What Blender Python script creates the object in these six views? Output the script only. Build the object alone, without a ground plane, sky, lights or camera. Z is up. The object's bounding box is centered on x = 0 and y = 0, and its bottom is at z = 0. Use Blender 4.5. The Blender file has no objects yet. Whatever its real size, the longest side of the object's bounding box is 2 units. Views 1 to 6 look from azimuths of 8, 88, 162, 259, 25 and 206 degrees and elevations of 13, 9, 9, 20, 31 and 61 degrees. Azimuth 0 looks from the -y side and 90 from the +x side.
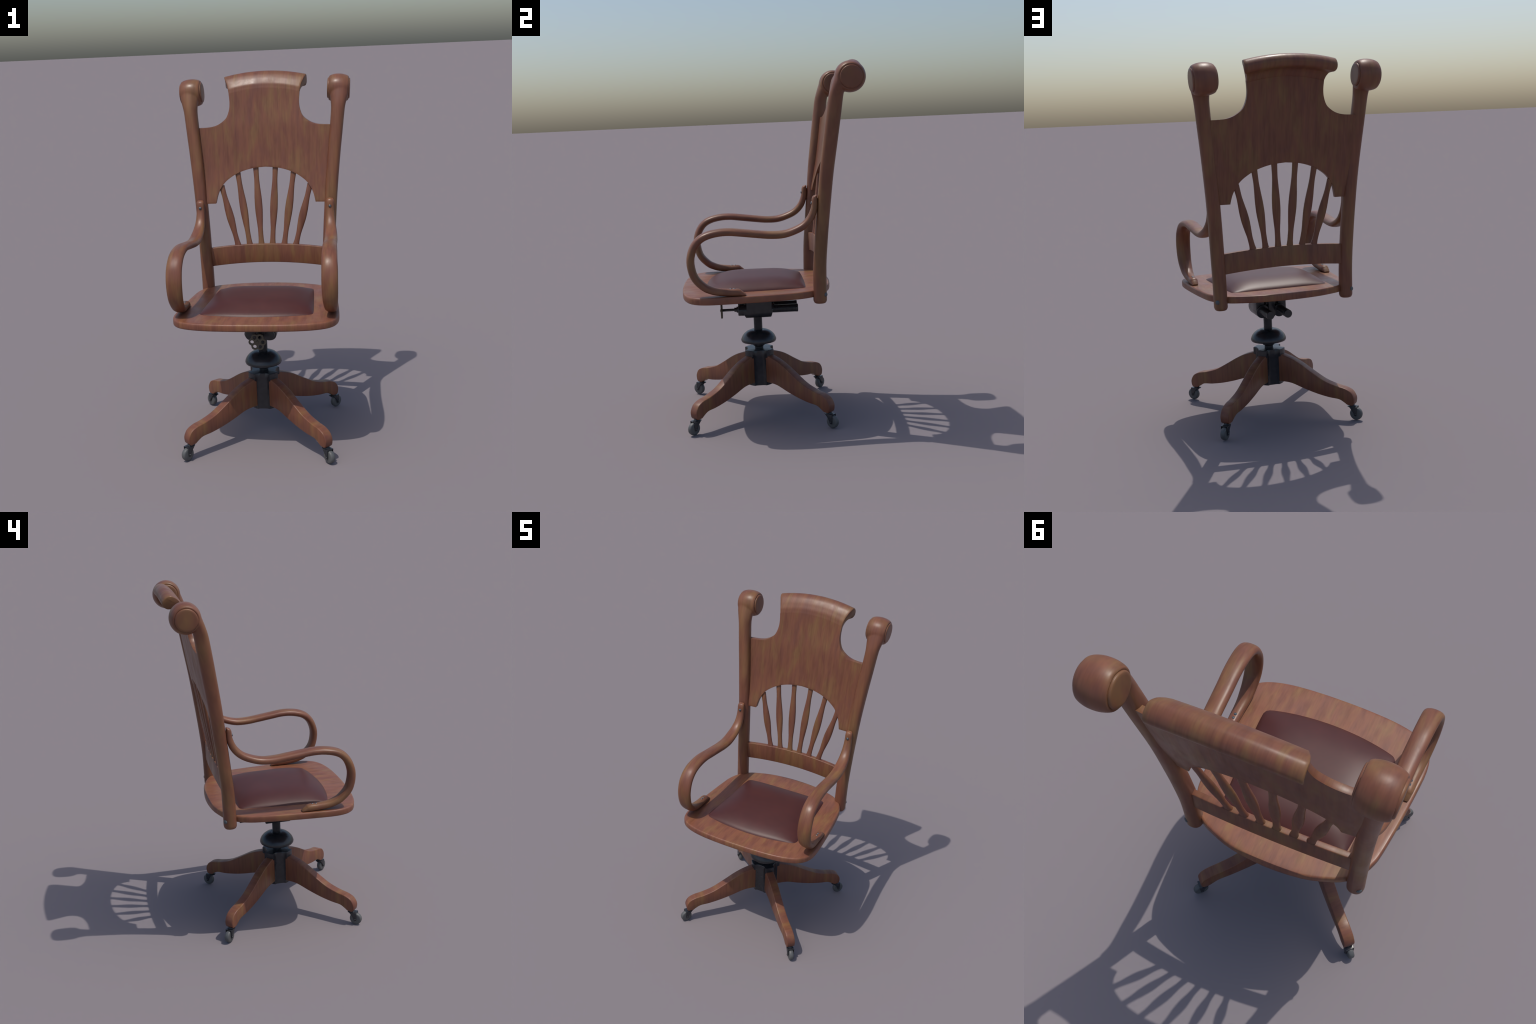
"""High-backed swivel armchair: bent arms, sawn back panel with a rolled crest, fan of
spindles, leather seat, black iron screw column, four scrolled legs on casters."""
import bpy, bmesh, math, random
from mathutils import Vector, Matrix

random.seed(7)
CX, CY = 0.0, -0.1015            # column axis

# ------------------------------------------------------------------ helpers
def interp(t, pts):
    """Catmull-Rom-like smooth (monotone cubic) interpolation of (t, v) pairs."""
    n = len(pts)
    if t <= pts[0][0]:
        return pts[0][1]
    if t >= pts[-1][0]:
        return pts[-1][1]
    d = [(pts[i + 1][1] - pts[i][1]) / (pts[i + 1][0] - pts[i][0]) for i in range(n - 1)]
    m = [d[0]] + [0.0 if d[i - 1] * d[i] <= 0 else 2 * d[i - 1] * d[i] / (d[i - 1] + d[i])
                  for i in range(1, n - 1)] + [d[-1]]
    for i in range(n - 1):
        if t <= pts[i + 1][0]:
            h = pts[i + 1][0] - pts[i][0]
            s = (t - pts[i][0]) / h
            a, b = pts[i][1], pts[i + 1][1]
            return ((2 * s**3 - 3 * s**2 + 1) * a + (s**3 - 2 * s**2 + s) * h * m[i]
                    + (-2 * s**3 + 3 * s**2) * b + (s**3 - s**2) * h * m[i + 1])


def spline(pts, per=6, closed=False):
    """Catmull-Rom through points of any dimension."""
    n = len(pts)
    out = []
    rng = n if closed else n - 1
    for i in range(rng):
        if closed:
            p = [pts[(i + k) % n] for k in (-1, 0, 1, 2)]
        else:
            p = [pts[max(i - 1, 0)], pts[i], pts[i + 1], pts[min(i + 2, n - 1)]]
        for k in range(per):
            t = k / per
            out.append(tuple(0.5 * (2 * b + (c - a) * t + (2 * a - 5 * b + 4 * c - d) * t * t
                                    + (3 * b - a - 3 * c + d) * t**3)
                             for a, b, c, d in zip(*p)))
    if not closed:
        out.append(tuple(pts[-1]))
    return out


def make(name, bm, mat, parent=None, smooth=35.0, bevel=0.0, segs=2, fuse=0.0):
    bmesh.ops.recalc_face_normals(bm, faces=bm.faces)
    me = bpy.data.meshes.new(name)
    bm.to_mesh(me)
    bm.free()
    ob = bpy.data.objects.new(name, me)
    bpy.context.scene.collection.objects.link(ob)
    me.materials.append(mat)
    if bevel > 0:
        b = ob.modifiers.new("edge_rounding", 'BEVEL')
        b.width, b.segments, b.limit_method = bevel, segs, 'ANGLE'
        b.angle_limit = math.radians(38)
        b.harden_normals = False
    if fuse:
        r = ob.modifiers.new("fuse", 'REMESH')
        r.mode, r.voxel_size = 'VOXEL', fuse
        sm = ob.modifiers.new("relax", 'SMOOTH')
        sm.factor, sm.iterations = 0.5, 10
    if bevel > 0 or fuse:
        dg = bpy.context.evaluated_depsgraph_get()
        new = bpy.data.meshes.new_from_object(ob.evaluated_get(dg))
        ob.modifiers.clear()
        ob.data = new
        bpy.data.meshes.remove(me)
        me = new
        me.name = name
    me.shade_smooth()
    if smooth < 180:
        me.set_sharp_from_angle(angle=math.radians(smooth))
    if parent:
        ob.parent = parent
    return ob


def loft(bm, rings, caps=True, closed=True):
    vs = [[bm.verts.new(p) for p in r] for r in rings]
    n = len(rings[0])
    for a, b in zip(vs, vs[1:]):
        for i in range(n if closed else n - 1):
            j = (i + 1) % n
            bm.faces.new((a[i], a[j], b[j], b[i]))
    if caps:
        bm.faces.new(vs[0][::-1])
        bm.faces.new(vs[-1])
    return vs


def superellipse(a, b, n=2.0, k=28):
    out = []
    for i in range(k):
        t = 2 * math.pi * i / k
        c, s = math.cos(t), math.sin(t)
        out.append((a * math.copysign(abs(c)**(2 / n), c), b * math.copysign(abs(s)**(2 / n), s)))
    return out


def lathe(bm, profile, origin, axis='z', k=32, caps=True):
    """profile: list of (radius, height along axis)."""
    rings = []
    o = Vector(origin)
    for r, h in profile:
        ring = []
        for i in range(k):
            t = 2 * math.pi * i / k
            u, v = r * math.cos(t), r * math.sin(t)
            ring.append(o + Vector({'z': (u, v, h), 'y': (v, h, u), 'x': (h, u, v)}[axis]))
        rings.append(ring)
    loft(bm, rings, caps)


def box(bm, x0, x1, y0, y1, z0, z1):
    vs = [bm.verts.new((x, y, z)) for z in (z0, z1) for x, y in
          ((x0, y0), (x1, y0), (x1, y1), (x0, y1))]
    for f in ((3, 2, 1, 0), (4, 5, 6, 7), (0, 1, 5, 4), (1, 2, 6, 5), (2, 3, 7, 6), (3, 0, 4, 7)):
        bm.faces.new([vs[i] for i in f])


# ------------------------------------------------------------------ materials
def nodes_of(name):
    m = bpy.data.materials.new(name)
    m.use_nodes = True
    nt = m.node_tree
    return m, nt, nt.nodes["Principled BSDF"]


def ramp(nt, fac, stops):
    r = nt.nodes.new("ShaderNodeValToRGB")
    el = r.color_ramp.elements
    while len(el) < len(stops):
        el.new(0.5)
    for e, (p, c) in zip(el, stops):
        e.position, e.color = p, (*c, 1)
    nt.links.new(fac, r.inputs[0])
    return r.outputs[0]


def noise(nt, vec, scale, detail=3.0, rough=0.55, stretch=(1, 1, 1), dist=0.0, loc=(0, 0, 0)):
    mp = nt.nodes.new("ShaderNodeMapping")
    mp.inputs["Scale"].default_value = stretch
    mp.inputs["Location"].default_value = loc
    nt.links.new(vec, mp.inputs["Vector"])
    t = nt.nodes.new("ShaderNodeTexNoise")
    t.inputs["Scale"].default_value = scale
    t.inputs["Detail"].default_value = detail
    t.inputs["Roughness"].default_value = rough
    t.inputs["Distortion"].default_value = dist
    nt.links.new(mp.outputs[0], t.inputs["Vector"])
    return t.outputs[0]


def mix(nt, mode, fac, a, b):
    m = nt.nodes.new("ShaderNodeMix")
    m.data_type, m.blend_type = 'RGBA', mode
    if isinstance(fac, (int, float)):
        m.inputs[0].default_value = fac
    else:
        nt.links.new(fac, m.inputs[0])
    for idx, v in ((6, a), (7, b)):
        if isinstance(v, tuple):
            m.inputs[idx].default_value = (*v, 1)
        else:
            nt.links.new(v, m.inputs[idx])
    return m.outputs[2]


def wood_material(name, grain, shift=0.0, gain=1.0):
    """Varnished reddish oak: coloured streaks that run along the grain axes.
    grain = per-axis frequency (large across the grain, small along it)."""
    m, nt, bsdf = nodes_of(name)
    tc = nt.nodes.new("ShaderNodeTexCoord").outputs["Object"]
    gx, gy, gz = grain
    broad = noise(nt, tc, 1.0, 2.5, 0.55, (gx * 1.3, gy * 1.2, gz * 1.2), 0.4)
    base = ramp(nt, broad, [(p + shift, tuple(v * gain for v in c)) for p, c in
                             ((0.30, WOOD_PURPLE), (0.43, WOOD_RED), (0.54, WOOD_MID), (0.68, WOOD_GOLD))])
    streak = noise(nt, tc, 1.0, 3.0, 0.6, (gx * 3.0, gy * 1.4, gz * 1.4), 0.2, (3.1, 1.7, 5.3))
    st = ramp(nt, streak, [(0.30, (0.74, 0.68, 0.70)), (0.52, (1, 1, 1)), (0.72, (1.16, 1.17, 1.06))])
    col = mix(nt, 'MULTIPLY', 0.75, base, st)
    fine = noise(nt, tc, 1.0, 2.0, 0.6, (gx * 11, gy * 1.6, gz * 1.6), 0.0, (9.2, 4.4, 0.3))
    fn = ramp(nt, fine, [(0.32, (0.86, 0.84, 0.84)), (0.6, (1.05, 1.05, 1.05))])
    col = mix(nt, 'MULTIPLY', 0.55, col, fn)
    nt.links.new(col, bsdf.inputs["Base Color"])
    worn = noise(nt, tc, 1.0, 3.0, 0.6, (14, 9, 7), 0.5, (1.3, 8.8, 2.9))
    rr = nt.nodes.new("ShaderNodeMapRange")
    for k, v in ((1, .35), (2, .68), (3, .34), (4, .48)):
        rr.inputs[k].default_value = v
    nt.links.new(worn, rr.inputs[0])
    nt.links.new(rr.outputs[0], bsdf.inputs["Roughness"])
    bsdf.inputs["Specular IOR Level"].default_value = 0.4
    bm_ = nt.nodes.new("ShaderNodeBump")
    bm_.inputs["Strength"].default_value = 0.06
    bm_.inputs["Distance"].default_value = 0.004
    nt.links.new(streak, bm_.inputs["Height"])
    nt.links.new(bm_.outputs[0], bsdf.inputs["Normal"])
    return m


WOOD_PURPLE = (0.170, 0.066, 0.042)
WOOD_RED = (0.188, 0.071, 0.041)
WOOD_MID = (0.194, 0.079, 0.041)
WOOD_GOLD = (0.204, 0.099, 0.043)

MAT_WOOD = wood_material("varnished_oak", (15.0, 5.0, 4.2), -.01, .96)
MAT_WOOD_POST = wood_material("varnished_oak_post", (10.0, 8.0, 2.8), -.02)
MAT_WOOD_SEAT = wood_material("varnished_oak_seat", (14.0, 6.0, 4.0), .01, 1.18)
MAT_WOOD_ARM = wood_material("varnished_oak_arm", (16.0, 5.0, 4.0), -.03, 1.03)
MAT_WOOD_LEG = wood_material("varnished_oak_leg", (15.0, 8.0, 3.0), .0, 1.03)


def plain_material(name, lo, hi, rough, metal=0.0, spec=0.5, scale=25.0, bump=0.0):
    m, nt, bsdf = nodes_of(name)
    tc = nt.nodes.new("ShaderNodeTexCoord").outputs["Object"]
    f = noise(nt, tc, scale, 4.0, 0.6)
    nt.links.new(ramp(nt, f, [(0.3, lo), (0.7, hi)]), bsdf.inputs["Base Color"])
    bsdf.inputs["Roughness"].default_value = rough
    bsdf.inputs["Metallic"].default_value = metal
    bsdf.inputs["Specular IOR Level"].default_value = spec
    if bump:
        g = noise(nt, tc, 260.0, 2.0, 0.6)
        b = nt.nodes.new("ShaderNodeBump")
        b.inputs["Strength"].default_value = bump
        b.inputs["Distance"].default_value = 0.002
        nt.links.new(g, b.inputs["Height"])
        nt.links.new(b.outputs[0], bsdf.inputs["Normal"])
    return m


MAT_LEATHER = plain_material("maroon_leather", (0.062, 0.0165, 0.0145), (0.076, 0.0200, 0.0170), 0.46, 0, 0.42, 9.0, 0.05)
MAT_IRON = plain_material("blackened_iron", (0.016, 0.018, 0.022), (0.025, 0.027, 0.032), 0.27, 0.0, 0.6, 30.0, 0.015)
MAT_STEEL = plain_material("steel_screw", (0.10, 0.115, 0.13), (0.16, 0.18, 0.19), 0.4, 0.8, 0.5)
MAT_PLUG = plain_material("grey_plug", (0.075, 0.085, 0.09), (0.095, 0.105, 0.11), 0.5)
MAT_RUBBER = plain_material("grey_rubber", (0.085, 0.088, 0.088), (0.105, 0.107, 0.106), 0.5)
MAT_BRASS = plain_material("dull_brass", (0.085, 0.072, 0.05), (0.11, 0.095, 0.07), 0.5, 0.3)

# ------------------------------------------------------------------ the chair
chair = bpy.data.objects.new("swivel_armchair", None)
bpy.context.scene.collection.objects.link(chair)
chair["label"] = "high-backed wooden swivel armchair with maroon leather seat and casters"
chair["category"] = "office chair"

# ---- posts -------------------------------------------------------
POST_X = [(0.67, .3543), (0.83, .3560), (0.99, .3617), (1.285, .3782), (1.49, .3957), (1.69, .4165), (1.90, .4370)]
POST_Y = [(0.69, .235), (0.884, .2387), (1.057, .2527), (1.227, .2707), (1.395, .2889),
          (1.56, .3123), (1.723, .3360), (1.80, .3480), (1.85, .3620), (1.90, .3780), (1.96, .3920)]
def post_x(z): return interp(z, POST_X)
def post_y(z): return interp(z, POST_Y)

BALL = (0.4287, 0.4215, 1.889)
BALL_R = 0.0805

for sx in (-1, 1):
    bm = bmesh.new()
    rings = []
    zs = [0.697, 0.698, 0.704, 0.714] + [0.75 + 0.05 * i for i in range(20)] + [1.745, 1.77, 1.79, 1.81, 1.825, 1.84, 1.855, 1.87, 1.885, 1.90, 1.912]
    for z in zs:
        hw = interp(z, [(0.67, .0365), (1.2, .0362), (1.65, .0375), (1.76, .0387), (1.79, .0400), (1.83, .0465), (1.87, .0525), (1.9, .0520), (1.912, .045)])
        hd = interp(z, [(0.67, .0375), (1.1, .0352), (1.7, .0392), (1.80, .0380), (1.9, .0355), (1.912, .030)])
        if z < 0.71:
            k = {0.697: .0095, 0.698: .009, 0.704: .0035}.get(z, 0)
            hw, hd = hw - k, hd - k
        n = interp(z, [(0.67, 2.25), (1.2, 2.4), (1.6, 2.4), (1.84, 2.1), (1.92, 2.0)])
        rings.append([(sx * post_x(z) + u, post_y(z) + v, z) for u, v in superellipse(hw, hd, n, 36)])
    loft(bm, rings)
    # the post swells into a barrel-shaped scroll lying across the chair; both are fused into one skin
    tilt = Matrix.Translation((sx * BALL[0], BALL[1], BALL[2])) @ Matrix.Rotation(sx * math.radians(3.0), 4, 'Y')
    half = [(0.000, 0.0545), (0.030, 0.0545), (0.0605, 0.0545), (0.0635, 0.0580), (0.0670, 0.0565), (0.0720, 0.0490), (0.0760, 0.038),
            (0.0795, 0.024), (BALL_R + .0005, 0.010), (BALL_R + .0007, 0.0)]
    prof = [(max(r, 1e-4), -h) for r, h in half] + [(max(r, 1e-4), h) for r, h in half[-2::-1]]
    n0 = len(bm.verts)
    lathe(bm, prof, (0, 0, 0), 'x', 48)
    bm.verts.ensure_lookup_table()
    bmesh.ops.transform(bm, matrix=tilt, verts=bm.verts[n0:])
    post = make("back_post", bm, MAT_WOOD_POST, chair, 180, fuse=.0035)
    # turned button on each face of the scroll, set in a groove
    for e in (-1, 1):
        bm = bmesh.new()
        lathe(bm, [(.0590, e * .0500), (.0590, e * .0590), (.0575, e * .0622), (.0535, e * .0638), (.046, e * .0643), (.030, e * .0645), (.0001, e * .0648)], (0, 0, 0), 'x', 40)
        bmesh.ops.transform(bm, matrix=tilt, verts=bm.verts)
        make("scroll_button", bm, MAT_WOOD_POST, post, 60)

    # screw plug near the foot of the post
    bm = bmesh.new()
    d = Vector((0.55 * sx, 0.83, 0)).normalized()
    o = Vector((sx * 0.3765, 0.2618, 0.747))
    q = Vector((0, 0, 1)).rotation_difference(d)
    lathe(bm, [(0.0001, -0.02), (0.0115, -0.02), (0.0115, 0.0015), (0.0085, 0.0045), (0.0001, 0.0055)], (0, 0, 0), 'z', 20)
    plug = make("screw_plug", bm, MAT_PLUG, post, 40)
    plug.rotation_mode = 'QUATERNION'
    plug.rotation_quaternion = q
    plug.location = o + d * .0045

# ---- back panel ---------------------------------------------------
PANEL_T = 0.028
SAG = 0.018
def panel_y(x, z):
    """mid surface of the bent back panel"""
    base = interp(z, [(1.0, .248), (1.2585, .2730), (1.345, .2920), (1.454, .3140), (1.58, .3345), (1.69, .3515), (1.744, .3605), (1.88, .3845), (1.94, .3970), (2.0, .4100)])
    return base - .003 + SAG * (1 - (x / 0.39)**2)

def panel_front(z):
    """offset of the front face from the mid surface: the board thins towards the crest"""
    return interp(z, [(1.70, -PANEL_T / 2), (1.86, -.008), (2.0, -.008)])

top_edge = spline([(.3900, 1.6905), (.326, 1.6925), (.285, 1.701), (.2525, 1.717), (.222, 1.744), (.2060, 1.784),
                   (.2015, 1.82), (.2030, 1.853), (.2057, 1.878)], 4)
# the panel stops along an arched line where the crest roll takes over
def seam_z(x): return 1.878 + .0275 * (1 - (x / .2057)**2)
top_edge += [(x, seam_z(x)) for x in (.18, .15, .12, .09, .06, .03, 0)]
arch = spline([(.290, 1.2585), (.276, 1.314), (.246, 1.366), (.205, 1.402), (.149, 1.4325), (.077, 1.453), (0, 1.4605)], 4)
side = [(post_x(z) - 0.021, z) for z in (1.2585, 1.36, 1.47, 1.58)]
half_outline = arch[::-1] + side + top_edge       # from arch crown round to the neck, x >= 0
outline = half_outline + [(-x, z) for x, z in half_outline[-2:0:-1]]
bm = bmesh.new()
face = bm.faces.new([bm.verts.new((x, 0, z)) for x, z in outline])
for i in range(-19, 20):
    bmesh.ops.bisect_plane(bm, geom=bm.verts[:] + bm.edges[:] + bm.faces[:], dist=1e-5,
                           plane_co=(i * 0.02 + 0.0003, 0, 0), plane_no=(1, 0, 0))
for i in range(33):
    bmesh.ops.bisect_plane(bm, geom=bm.verts[:] + bm.edges[:] + bm.faces[:], dist=1e-5,
                           plane_co=(0, 0, 1.2703 + i * 0.02), plane_no=(0, 0, 1))
ext = bmesh.ops.extrude_face_region(bm, geom=bm.faces[:])
back_verts = [v for v in ext["geom"] if isinstance(v, bmesh.types.BMVert)]
bv = set(back_verts)
for v in bm.verts:
    v.co.y = panel_y(v.co.x, v.co.z) + (PANEL_T / 2 if v in bv else panel_front(v.co.z))
bmesh.ops.recalc_face_normals(bm, faces=bm.faces)
def on_seam(v): return abs(v.co.x) < .2058 and abs(v.co.z - seam_z(v.co.x)) < .0015
rims = [e for e in bm.edges if e.calc_face_angle(0) > .66 and not (on_seam(e.verts[0]) and on_seam(e.verts[1]))]
bmesh.ops.bevel(bm, geom=rims, offset=.0035, segments=2, profile=.5, affect='EDGES', clamp_overlap=True)
panel = make("back_panel", bm, MAT_WOOD, chair, 40)

# rolled crest: the panel's top sweeps back over a fat roll; (y, z, half width) at the ends of the roll
crest_sec = [(panel_y(.2047, 1.866) - .0074, 1.866, .2042), (panel_y(.2057, 1.878) - .0079, 1.878, .2057),
             (panel_y(.2075, 1.890) - .0068, 1.890, .2075), (.3945, 1.905, .2106), (.4055, 1.922, .2150), (.4190, 1.9405, .2220),
             (.4395, 1.961, .2325), (.4650, 1.9733, .2400), (.4895, 1.9680, .2412), (.5050, 1.9545, .2415), (.5115, 1.9387, .2410),
             (.5060, 1.9205, .2395), (.4880, 1.9075, .2335), (.4670, 1.9045, .2230), (.4500, 1.9020, .2165),
             (.4380, 1.8950, .2120), (.4270, 1.8860, .2080), (.4170, 1.8760, .2053), (panel_y(.2047, 1.866) + PANEL_T / 2 + .0003, 1.866, .2040)]
crest_sec = spline(crest_sec, 4)
bm = bmesh.new()
rings = []
N = 37
us = [-1 + 2 * i / (N - 1) for i in range(N)]
us = [-1, -.997, -.989] + us[1:-1] + [.989, .997, 1]
cy = sum(p[0] for p in crest_sec) / len(crest_sec)
cz = sum(p[1] for p in crest_sec) / len(crest_sec)
for i, u in enumerate(us):
    shrink = {0: .93, 1: .975}.get(min(i, len(us) - 1 - i), 1.0)       # rounded arrises at the ends
    rise = 0.0275 * (1 - u * u)
    ring = []
    for k, (y, z, w) in enumerate(crest_sec):
        y, z = cy + (y - cy) * shrink, cz + (z - cz) * shrink
        ring.append((u * w, y + panel_y(u * w, z + rise) - panel_y(w, z), z + rise))
    rings.append(ring)
loft(bm, rings)
crest = make("crest_roll", bm, MAT_WOOD, panel, 62)

# ---- lower rail ----------------------------------------------------
bm = bmesh.new()
rings = []
def rail_y(x): return 0.262 - 0.016 * (x / 0.33)**2
for i in range(25):
    x = -0.335 + 0.67 * i / 24
    zt = 1.018 - 0.019 * (x / 0.325)**2
    zb = 0.9085 - 0.019 * (x / 0.325)**2
    y = rail_y(x)
    rings.append([(x, y - .0135, zb), (x, y + .0135, zb), (x, y + .0135, zt), (x, y - .0135, zt)])
loft(bm, rings)
make("lower_rail", bm, MAT_WOOD, chair, 40, bevel=0.004, segs=3)

# ---- spindles ------------------------------------------------------
tops = [(.2545, 1.340), (.1625, 1.424), (.057, 1.454)]
bots = [.1698, .1013, .0324]
width = [(0, .0190), (.02, .0178), (.08, .0152), (.18, .0146), (.32, .0190), (.47, .0226), (.58, .0215),
         (.72, .0172), (.83, .0148), (.92, .0156), (1.0, .0170)]
for sx in (-1, 1):
    for (tx, tz), bx in zip(tops, bots):
        a = Vector((sx * bx, rail_y(bx), 1.010))
        b = Vector((sx * tx, panel_y(tx, tz) + .003, tz))
        dirv = (b - a).normalized()
        b = b + dirv * 0.018
        side_v = Vector((dirv.z, 0, -dirv.x)).normalized()
        dep = dirv.cross(side_v).normalized()
        bm = bmesh.new()
        rings = []
        for i in range(29):
            t = i / 28
            hw = .99 * interp(t, width)
            hd = 0.0095 + 0.35 * (hw - 0.0085)
            hd = min(hd, interp(t, [(0, .02), (.84, .0130), (.93, .0110), (1, .0100)])) * .86
            c = a.lerp(b, t)
            rings.append([c + side_v * u + dep * v for u, v in superellipse(hw, hd, 2.6, 20)])
        loft(bm, rings)
        make("back_spindle", bm, MAT_WOOD, chair, 50)

# ---- seat ------------------------------------------------------------
def seat_lift(y): return 0.0015 + 0.002 * max(0.0, min(1.0, (y + 0.06) / 0.26))
half_seat = [(0, -.5135), (.11, -.5115), (.226, -.503), (.31, -.487), (.37, -.463), (.405, -.432), (.424, -.392),
             (.431, -.345), (.4305, -.28), (.422, -.15), (.411, -.03), (.398, .08), (.386, .135), (.360, .190),
             (.312, .240), (.25, .270), (.15, .299), (0, .3115)]
seat_out = spline(half_seat + [(-x, y) for x, y in half_seat[-2:0:-1]], 3, closed=True)
def inset(poly, d):
    n = len(poly)
    out = []
    for i in range(n):
        p, q = Vector(poly[i - 1]), Vector(poly[(i + 1) % n])
        t = (q - p).normalized()
        out.append((poly[i][0] - t.y * d, poly[i][1] + t.x * d))
    return out
bm = bmesh.new()
rings = []
for d, z in [(.010, .7265), (.001, .7268), (-.002, .7280), (-.0055, .7310), (-.0068, .735), (-.0068, .752), (-.0063, .7585),
             (-.0046, .7625), (-.0018, .7646), (.003, .7654), (.016, .7655)]:
    rings.append([(x, y, z + seat_lift(y)) for x, y in inset(seat_out, d)])
def shrunk(ring, f, z):        # inner rings of the flat faces, scaled towards the seat's middle
    return [(x * f, -.11 + (y + .11) * f, z + seat_lift(-.11 + (y + .11) * f)) for x, y, _ in ring]
rings = [shrunk(rings[0], f, .7265) for f in (.12, .4, .7, .88)] + rings + [shrunk(rings[-1], f, .7655) for f in (.88, .7, .4, .12)]
loft(bm, rings)
seat = make("seat", bm, MAT_WOOD_SEAT, chair, 50)

# leather pad: crowned cushion, sides straight, front and back edges bowed
bm = bmesh.new()
NX, NY = 44, 40
PAD_H = 0.052
grid = []
def pad_edge(v): return .312 - .034 * v                   # half width, v 0 front .. 1 back
for j in range(NY + 1):
    row = []
    v = -1 + 2 * j / NY
    for i in range(NX + 1):
        u = -1 + 2 * i / NX
        # squircle-like corner rounding
        cu, cv = u, v
        rr = 0.10
        au, av = abs(u), abs(v)
        if au > 1 - rr and av > 1 - rr:
            du, dv = (au - 1 + rr) / rr, (av - 1 + rr) / rr
            m = max(du, dv)
            l = math.hypot(du, dv)
            f = m / l if l > 0 else 1
            cu = math.copysign(1 - rr + du * f * rr, u)
            cv = math.copysign(1 - rr + dv * f * rr, v)
        yf = -.343 - .044 * (1 - cu * cu)
        yb = .172 + .004 * (1 - cu * cu)
        y = yf + (yb - yf) * (cv + 1) / 2
        x = cu * pad_edge((cv + 1) / 2)
        edge = max(au, av)
        e = min(1.0, (1 - edge) / 0.06)
        h = PAD_H * (1 - au**4.6) * (1 - av**3.8) + 0.001 * e
        z = .7652 + seat_lift(y) + h - (0.004 if edge > .999 else 0)
        row.append(bm.verts.new((x, y, z)))
    grid.append(row)
for j in range(NY):
    for i in range(NX):
        bm.faces.new((grid[j][i], grid[j][i + 1], grid[j + 1][i + 1], grid[j + 1][i]))
rim = [e for e in bm.edges if e.is_boundary]
r = bmesh.ops.extrude_edge_only(bm, edges=rim)
low = [v for v in r["geom"] if isinstance(v, bmesh.types.BMVert)]
for v in low:
    v.co.z -= 0.02
bmesh.ops.holes_fill(bm, edges=[e for e in bm.edges if e.is_boundary], sides=0)
make("leather_pad", bm, MAT_LEATHER, seat, 60)

# ---- arms -----------------------------------------------------------
# x, y, z, half width, half thickness
arm_path = [(.3752, .2345, 1.2840, .0120, .0030), (.3752, .2290, 1.2770, .0180, .0090), (.3752, .2235, 1.2650, .0212, .0148),
            (.3752, .2190, 1.2180, .0225, .0165), (.376, .1986, 1.1664, .0255, .0185), (.379, .1605, 1.126, .0300, .0190),
            (.382, .1084, 1.1006, .0330, .0190), (.384, .0484, 1.085, .0345, .0195), (.386, -.0195, 1.0842, .0350, .0195),
            (.388, -.0869, 1.0919, .0352, .0195), (.390, -.1708, 1.1029, .0358, .0193), (.393, -.2378, 1.1107, .0365, .0192),
            (.395, -.2967, 1.1095, .0372, .0195), (.397, -.3562, 1.0973, .0382, .0198), (.398, -.3994, 1.0741, .0390, .0200),
            (.400, -.4310, 1.0334, .0400, .0202), (.400, -.4486, .9745, .0402, .0202), (.400, -.4444, .9144, .0392, .0200),
            (.400, -.4259, .8663, .0370, .0198), (.400, -.3875, .8257, .0335, .0196), (.400, -.3579, .8085, .0310, .0194),
            (.400, -.3179, .7950, .0270, .0190), (.400, -.2571, .7875, .0235, .0190), (.400, -.2080, .7860, .0225, .0190),
            (.400, -.1920, .7815, .0205, .0150), (.400, -.1760, .7755, .0185, .0095), (.400, -.1640, .7710, .0150, .0040)]
for sx in (-1, 1):
    pts = spline(arm_path, 5)
    bm = bmesh.new()
    rings = []
    for i, p in enumerate(pts):
        a, b = pts[max(i - 1, 0)], pts[min(i + 1, len(pts) - 1)]
        ty, tz = b[1] - a[1], b[2] - a[2]
        l = math.hypot(ty, tz)
        ny, nz = -tz / l, ty / l
        rings.append([(sx * p[0] + u, p[1] + ny * v, p[2] + nz * v) for u, v in superellipse(p[3] * 1.05, p[4] * 1.06, 2.35, 28)])
    loft(bm, rings)
    arm = make("armrest", bm, MAT_WOOD_ARM, chair, 60)
    def screw(loc, normal, r):
        bm = bmesh.new()
        lathe(bm, [(.0001, -.006), (r, -.006), (r, .0005), (r * .8, .003), (r * .42, .0042), (r * .38, .0034), (.0001, .0030)], (0, 0, 0), 'z', 18)
        ob = make("screw_head", bm, MAT_STEEL, arm, 45)
        ob.rotation_mode = 'QUATERNION'
        ob.rotation_quaternion = Vector((0, 0, 1)).rotation_difference(Vector(normal).normalized())
        ob.location = loc
    screw((sx * .3745, .2045, 1.2425), (0, -1, .12), .0085)
    screw((sx * .3985, -.2440, .8050), (0, 0.02, 1), .0075)
    screw((sx * .3985, -.2240, .8045), (0, 0.02, 1), .0075)

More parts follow.
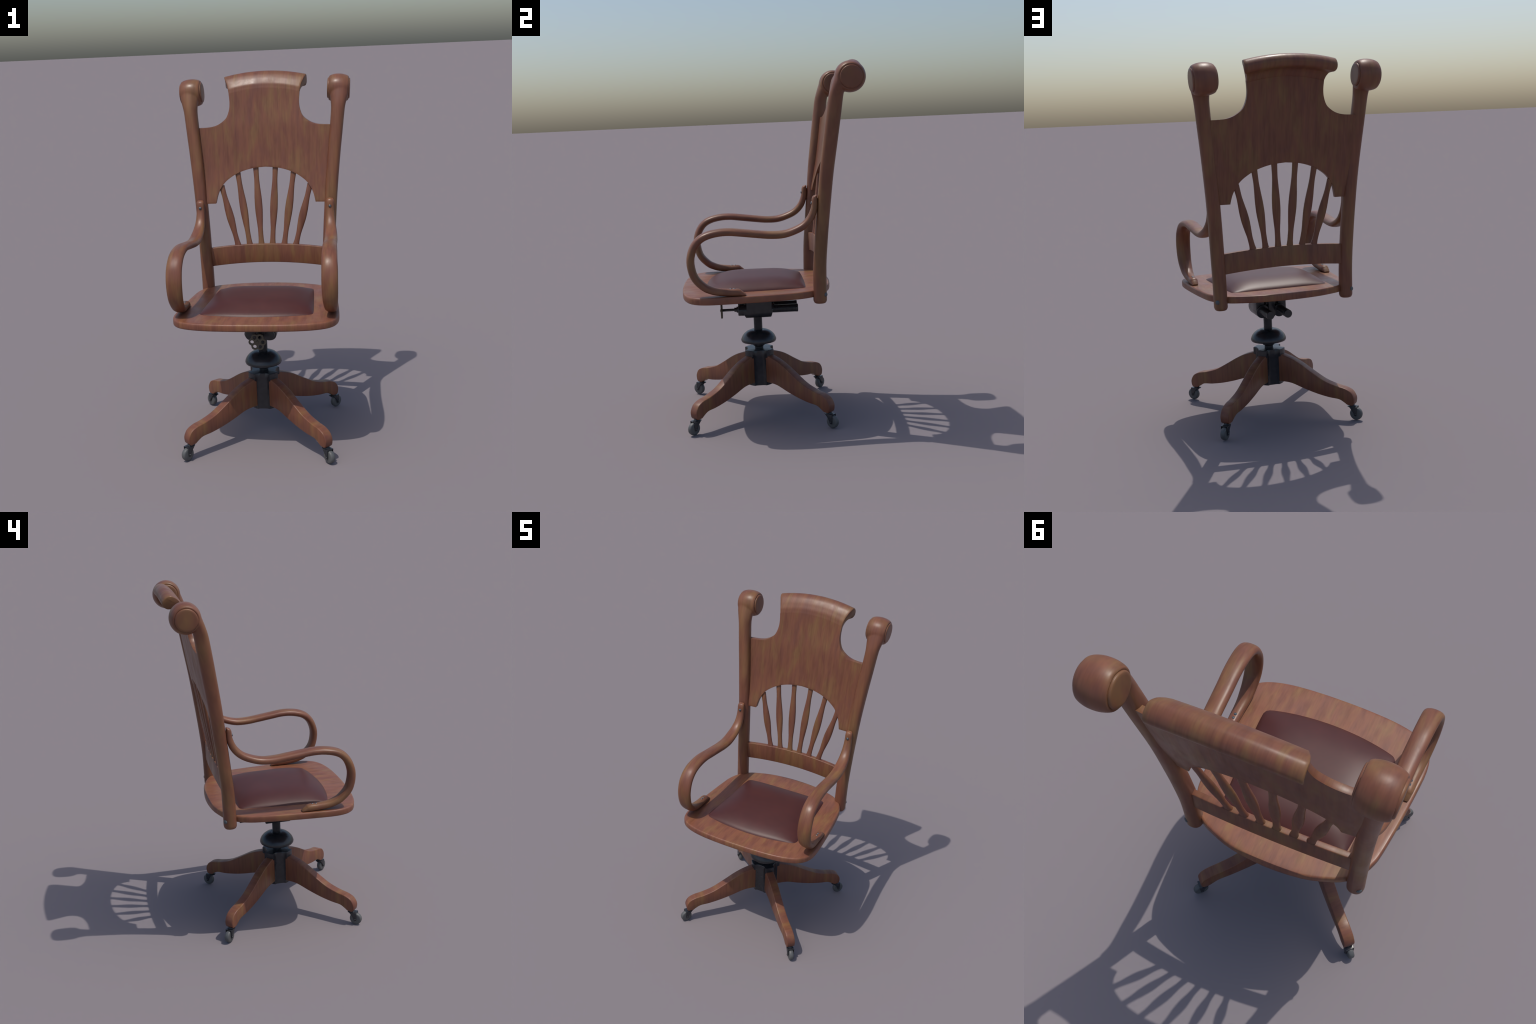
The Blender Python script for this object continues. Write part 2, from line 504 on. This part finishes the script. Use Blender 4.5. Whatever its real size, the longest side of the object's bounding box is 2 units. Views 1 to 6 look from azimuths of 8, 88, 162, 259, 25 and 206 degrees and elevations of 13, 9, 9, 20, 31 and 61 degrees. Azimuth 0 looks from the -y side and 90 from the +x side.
# ---- swivel base: hub, legs, casters ---------------------------------
def star(e, w, dip, e0, k=9):
    """X-shaped hub section: four diagonal arms (reach e, half width w) joined by concave flutes
    that always start at distance e0 along the arms."""
    pts = []
    for q in range(4):
        ang = math.radians(45 + 90 * q)
        d = Vector((math.cos(ang), math.sin(ang)))
        n = Vector((-d.y, d.x))
        for s in (-1, -.6, 0, .6, 1):
            pts.append(d * (e + .004 * (1 - s * s)) + n * (w * s))
        p0 = d * e0 + n * w
        d2 = n
        p1 = d2 * e0 + d * w
        inward = -((p0 + p1) / 2).normalized()
        for i in range(k + 1):
            t = i / k
            lip = min(1.0, min(t, 1 - t) / .22)
            pts.append(p0.lerp(p1, t) + inward * dip * math.sin(lip * math.pi / 2)**1.2)
    return pts
bm = bmesh.new()
def ringz(sec, z): return [(CX + p.x, CY + p.y, z) for p in sec]
body = star(.0740, .0275, .0065, .0740)
cap = star(.0870, .0290, .0065, .0745)
inner = [p * .2 for p in cap]
loft(bm, [ringz([p * .2 for p in body], .1665), ringz(body, .1665), ringz(body, .331), ringz(cap, .334), ringz(cap, .3725),
          ringz([p * .97 for p in cap], .3750), ringz(inner, .3765)])
hub = make("column_hub", bm, MAT_IRON, chair, 38)

bm = bmesh.new()
prof = [(.0001, .355), (.024, .355)]
prof += [(.0245, .362), (.0250, .387), (.034, .393), (.0365, .402), (.0365, .425)]
lathe(bm, prof + [(.0001, .425)], (CX, CY, 0), 'z', 28)
prof = [(.0001, .44)]
z = .440
while z < .575:
    prof += [(.0240, z), (.0252, z + .0012), (.0252, z + .0026), (.0240, z + .0038)]
    z += .0052
prof += [(.0240, .60), (.0001, .60)]
lathe(bm, prof, (CX, CY, 0), 'z', 28)
make("threaded_stem", bm, MAT_IRON, chair, 40)

bm = bmesh.new()
lathe(bm, [(.024, .425), (.060, .4185), (.092, .4165), (.1000, .4185), (.1030, .4265), (.1010, .435), (.0940, .450), (.083, .4635),
           (.069, .4745), (.053, .4820), (.038, .4855), (.030, .486), (.024, .4845)], (CX, CY, 0), 'z', 28)
make("column_dome", bm, MAT_IRON, chair, 60)

# leg: side profile in its own frame, x = radial distance, z = height
leg_top = [(.055, .344), (.086, .3430), (.150, .3245), (.210, .2965), (.285, .2520), (.357, .2130), (.428, .1910), (.475, .1820),
           (.512, .1660), (.5300, .1430), (.5365, .1200), (.5330, .0960)]
leg_bot = [(.5250, .0860), (.495, .0880), (.4780, .0985), (.4450, .1150), (.385, .1205), (.310, .1340), (.232, .1550), (.152, .1800),
           (.086, .1845), (.055, .1845)]
prof = spline(leg_top, 4) + spline(leg_bot, 4)
bm = bmesh.new()
LEG_W = .0255
loft(bm, [[(x, -LEG_W, z) for x, z in prof], [(x, LEG_W, z) for x, z in prof]])
leg = make("base_leg", bm, MAT_WOOD_LEG, chair, 50, bevel=0.008, segs=3)
leg_mesh = leg.data

WHEEL_R = .0362
def caster_meshes():
    bm = bmesh.new()      # fork: origin on the ground under the wheel, +x = rolling direction outwards
    lathe(bm, [(.0001, .076), (.0175, .076), (.0175, .0815), (.015, .0845), (.012, .086), (.012, .096), (.0001, .096)], (-.022, 0, 0), 'z', 20)
    # top plate
    pl = [(.008, -.0205), (.008, .0205), (-.032, .0205), (-.046, .0135), (-.050, 0), (-.046, -.0135), (-.032, -.0205)]
    loft(bm, [[(x, y, .0745) for x, y in pl], [(x, y, .0785) for x, y in pl]])
    for s in (-1, 1):
        y0, y1 = s * .0170, s * .0205
        cheek = [(.008, .0765), (-.036, .0765), (-.030, .069), (-.018, .055), (-.0105, .042), (-.0085, .034), (-.006, .0275), (0, .0255), (.006, .0275), (.0075, .034)]
        loft(bm, [[(x, y0, z) for x, z in cheek], [(x, y1, z) for x, z in cheek]])
        lathe(bm, [(.0001, s * .012), (.0052, s * .012), (.0052, s * .0215), (.0038, s * .0235), (.0001, s * .024)], (0, 0, WHEEL_R), 'y', 14)
    fork = make("caster_fork", bm, MAT_IRON, None, 40, bevel=.0012, segs=2)
    bm = bmesh.new()
    lathe(bm, [(.0001, -.0140), (.027, -.0140), (.0320, -.0125), (.0348, -.0090), (.0359, -.004), (WHEEL_R, 0), (.0359, .004), (.0348, .0090), (.0320, .0125), (.027, .0140), (.0001, .0140)],
          (0, 0, WHEEL_R), 'y', 28)
    wheel = make("caster_wheel", bm, MAT_RUBBER, None, 50)
    return fork, wheel
fork0, wheel0 = caster_meshes()

# azimuth (0 = towards -y, 90 = +x) of each leg and the way its caster has swivelled
SWIVEL = {45: 42, -45: -36, 135: 138, 225: 228}
for n, (az, sw) in enumerate(SWIVEL.items()):
    def rot(a): return math.radians(a - 90)
    if n:
        leg = bpy.data.objects.new("base_leg", leg_mesh)
        bpy.context.scene.collection.objects.link(leg)
        leg.parent = chair
        fork = fork0.copy(); wheel = wheel0.copy()
        bpy.context.scene.collection.objects.link(fork)
        bpy.context.scene.collection.objects.link(wheel)
    else:
        fork, wheel = fork0, wheel0
    leg.location = (CX, CY, 0)
    leg.rotation_euler = (0, 0, rot(az))
    fork.parent = chair
    tip = .5135
    p = Vector((CX + tip * math.cos(rot(az)), CY + tip * math.sin(rot(az)), 0))
    tr = .0235
    fork.location = p + Vector((math.cos(rot(sw)), math.sin(rot(sw)), 0)) * tr
    fork.rotation_euler = (0, 0, rot(sw))
    wheel.parent = fork

# ---- tilt mechanism under the seat -----------------------------------
bm = bmesh.new()
for s in (-1, 1):
    # spring housing: tube with raked ends, running front to back
    rings = []
    for y0, k in ((0, 0), (1, 1)):
        ring = []
        for i in range(24):
            t = 2 * math.pi * i / 24
            u, w = .038 * math.cos(t), .040 * math.sin(t)
            rake = .035 * (1 - math.sin(t)) / 2
            y = (-.203 + rake) if k == 0 else (-.004 - .6 * rake)
            ring.append((s * .050 + u, y, .607 + w))
        rings.append(ring)
    loft(bm, rings)
    # front cap of the housing
    lathe(bm, [(.0001, -.213), (.029, -.213), (.031, -.208), (.031, -.16)], (s * .050, 0, .612), 'y', 24)
box(bm, -.042, .042, -.17, -.02, .645, .742)
box(bm, -.0205, .0205, -.14, -.004, .586, .742)
box(bm, -.088, -.030, -.165, -.02, .61, .70)
box(bm, .030, .088, -.165, -.02, .61, .70)
box(bm, -.030, .030, -.150, -.045, .5660, .66)
box(bm, -.14, .14, .085, .122, .7225, .7355)
box(bm, -.14, .14, -.205, -.175, .7225, .7300)
mech = make("tilt_housing", bm, MAT_IRON, chair, 40, bevel=.002, segs=2)
for s in (-1, 1):
    bm = bmesh.new()
    prof = [(.0001, -.10), (.022, -.10), (.022, -.01)]
    y = -.01
    while y < .118:
        prof += [(.0220, y), (.0232, y + .0012), (.0232, y + .0024), (.0220, y + .0036)]
        y += .0050
    prof += [(.0232, .121), (.0232, .129), (.0215, .1315), (.0001, .1315)]
    lathe(bm, prof, (s * .0515, 0, .614), 'y', 26)
    make("tension_spring_tube", bm, MAT_IRON, mech, 40)
bm = bmesh.new()
lathe(bm, [(.0001, -.308), (.0076, -.308), (.0076, -.235), (.0125, -.235), (.0125, -.222), (.018, -.222), (.018, -.205), (.0001, -.205)],
      (0, 0, .6075), 'y', 20)
box(bm, -.045, .045, -.207, -.18, .590, .66)
rod = make("tension_rod", bm, MAT_IRON, mech, 40, bevel=.001)

# six-lobed hand wheel with round holes
bm = bmesh.new()
K = 96
out, R, rl = [], .0290, .0186
for i in range(K):
    t = 2 * math.pi * i / K
    best = .040
    for h in range(6):
        a = math.pi / 3 * h
        d = math.cos(t - a) * R
        disc = d * d - R * R + rl * rl
        if disc > 0:
            best = max(best, d + math.sqrt(disc))
    out.append((best * math.cos(t), best * math.sin(t)))
verts = [bm.verts.new((x, -.0052, z)) for x, z in out]
edges = [bm.edges.new((verts[i], verts[(i + 1) % K])) for i in range(K)]
for h in range(6):
    a = math.pi / 3 * h
    hv = [bm.verts.new((R * math.cos(a) + .0098 * math.cos(t), -.0052, R * math.sin(a) + .0098 * math.sin(t)))
          for t in (2 * math.pi * j / 18 for j in range(18))]
    edges += [bm.edges.new((hv[j], hv[(j + 1) % 18])) for j in range(18)]
bmesh.ops.triangle_fill(bm, use_beauty=True, edges=edges)
ext = bmesh.ops.extrude_face_region(bm, geom=bm.faces[:])
for v in ext["geom"]:
    if isinstance(v, bmesh.types.BMVert):
        v.co.y = .0052
lathe(bm, [(.0001, -.0095), (.006, -.009), (.0085, -.0065), (.0092, -.002)], (0, 0, 0), 'y', 18)
knob = make("hand_wheel", bm, MAT_BRASS, mech, 35, bevel=.0012, segs=2)
knob.location = (0, -.3085, .6065)
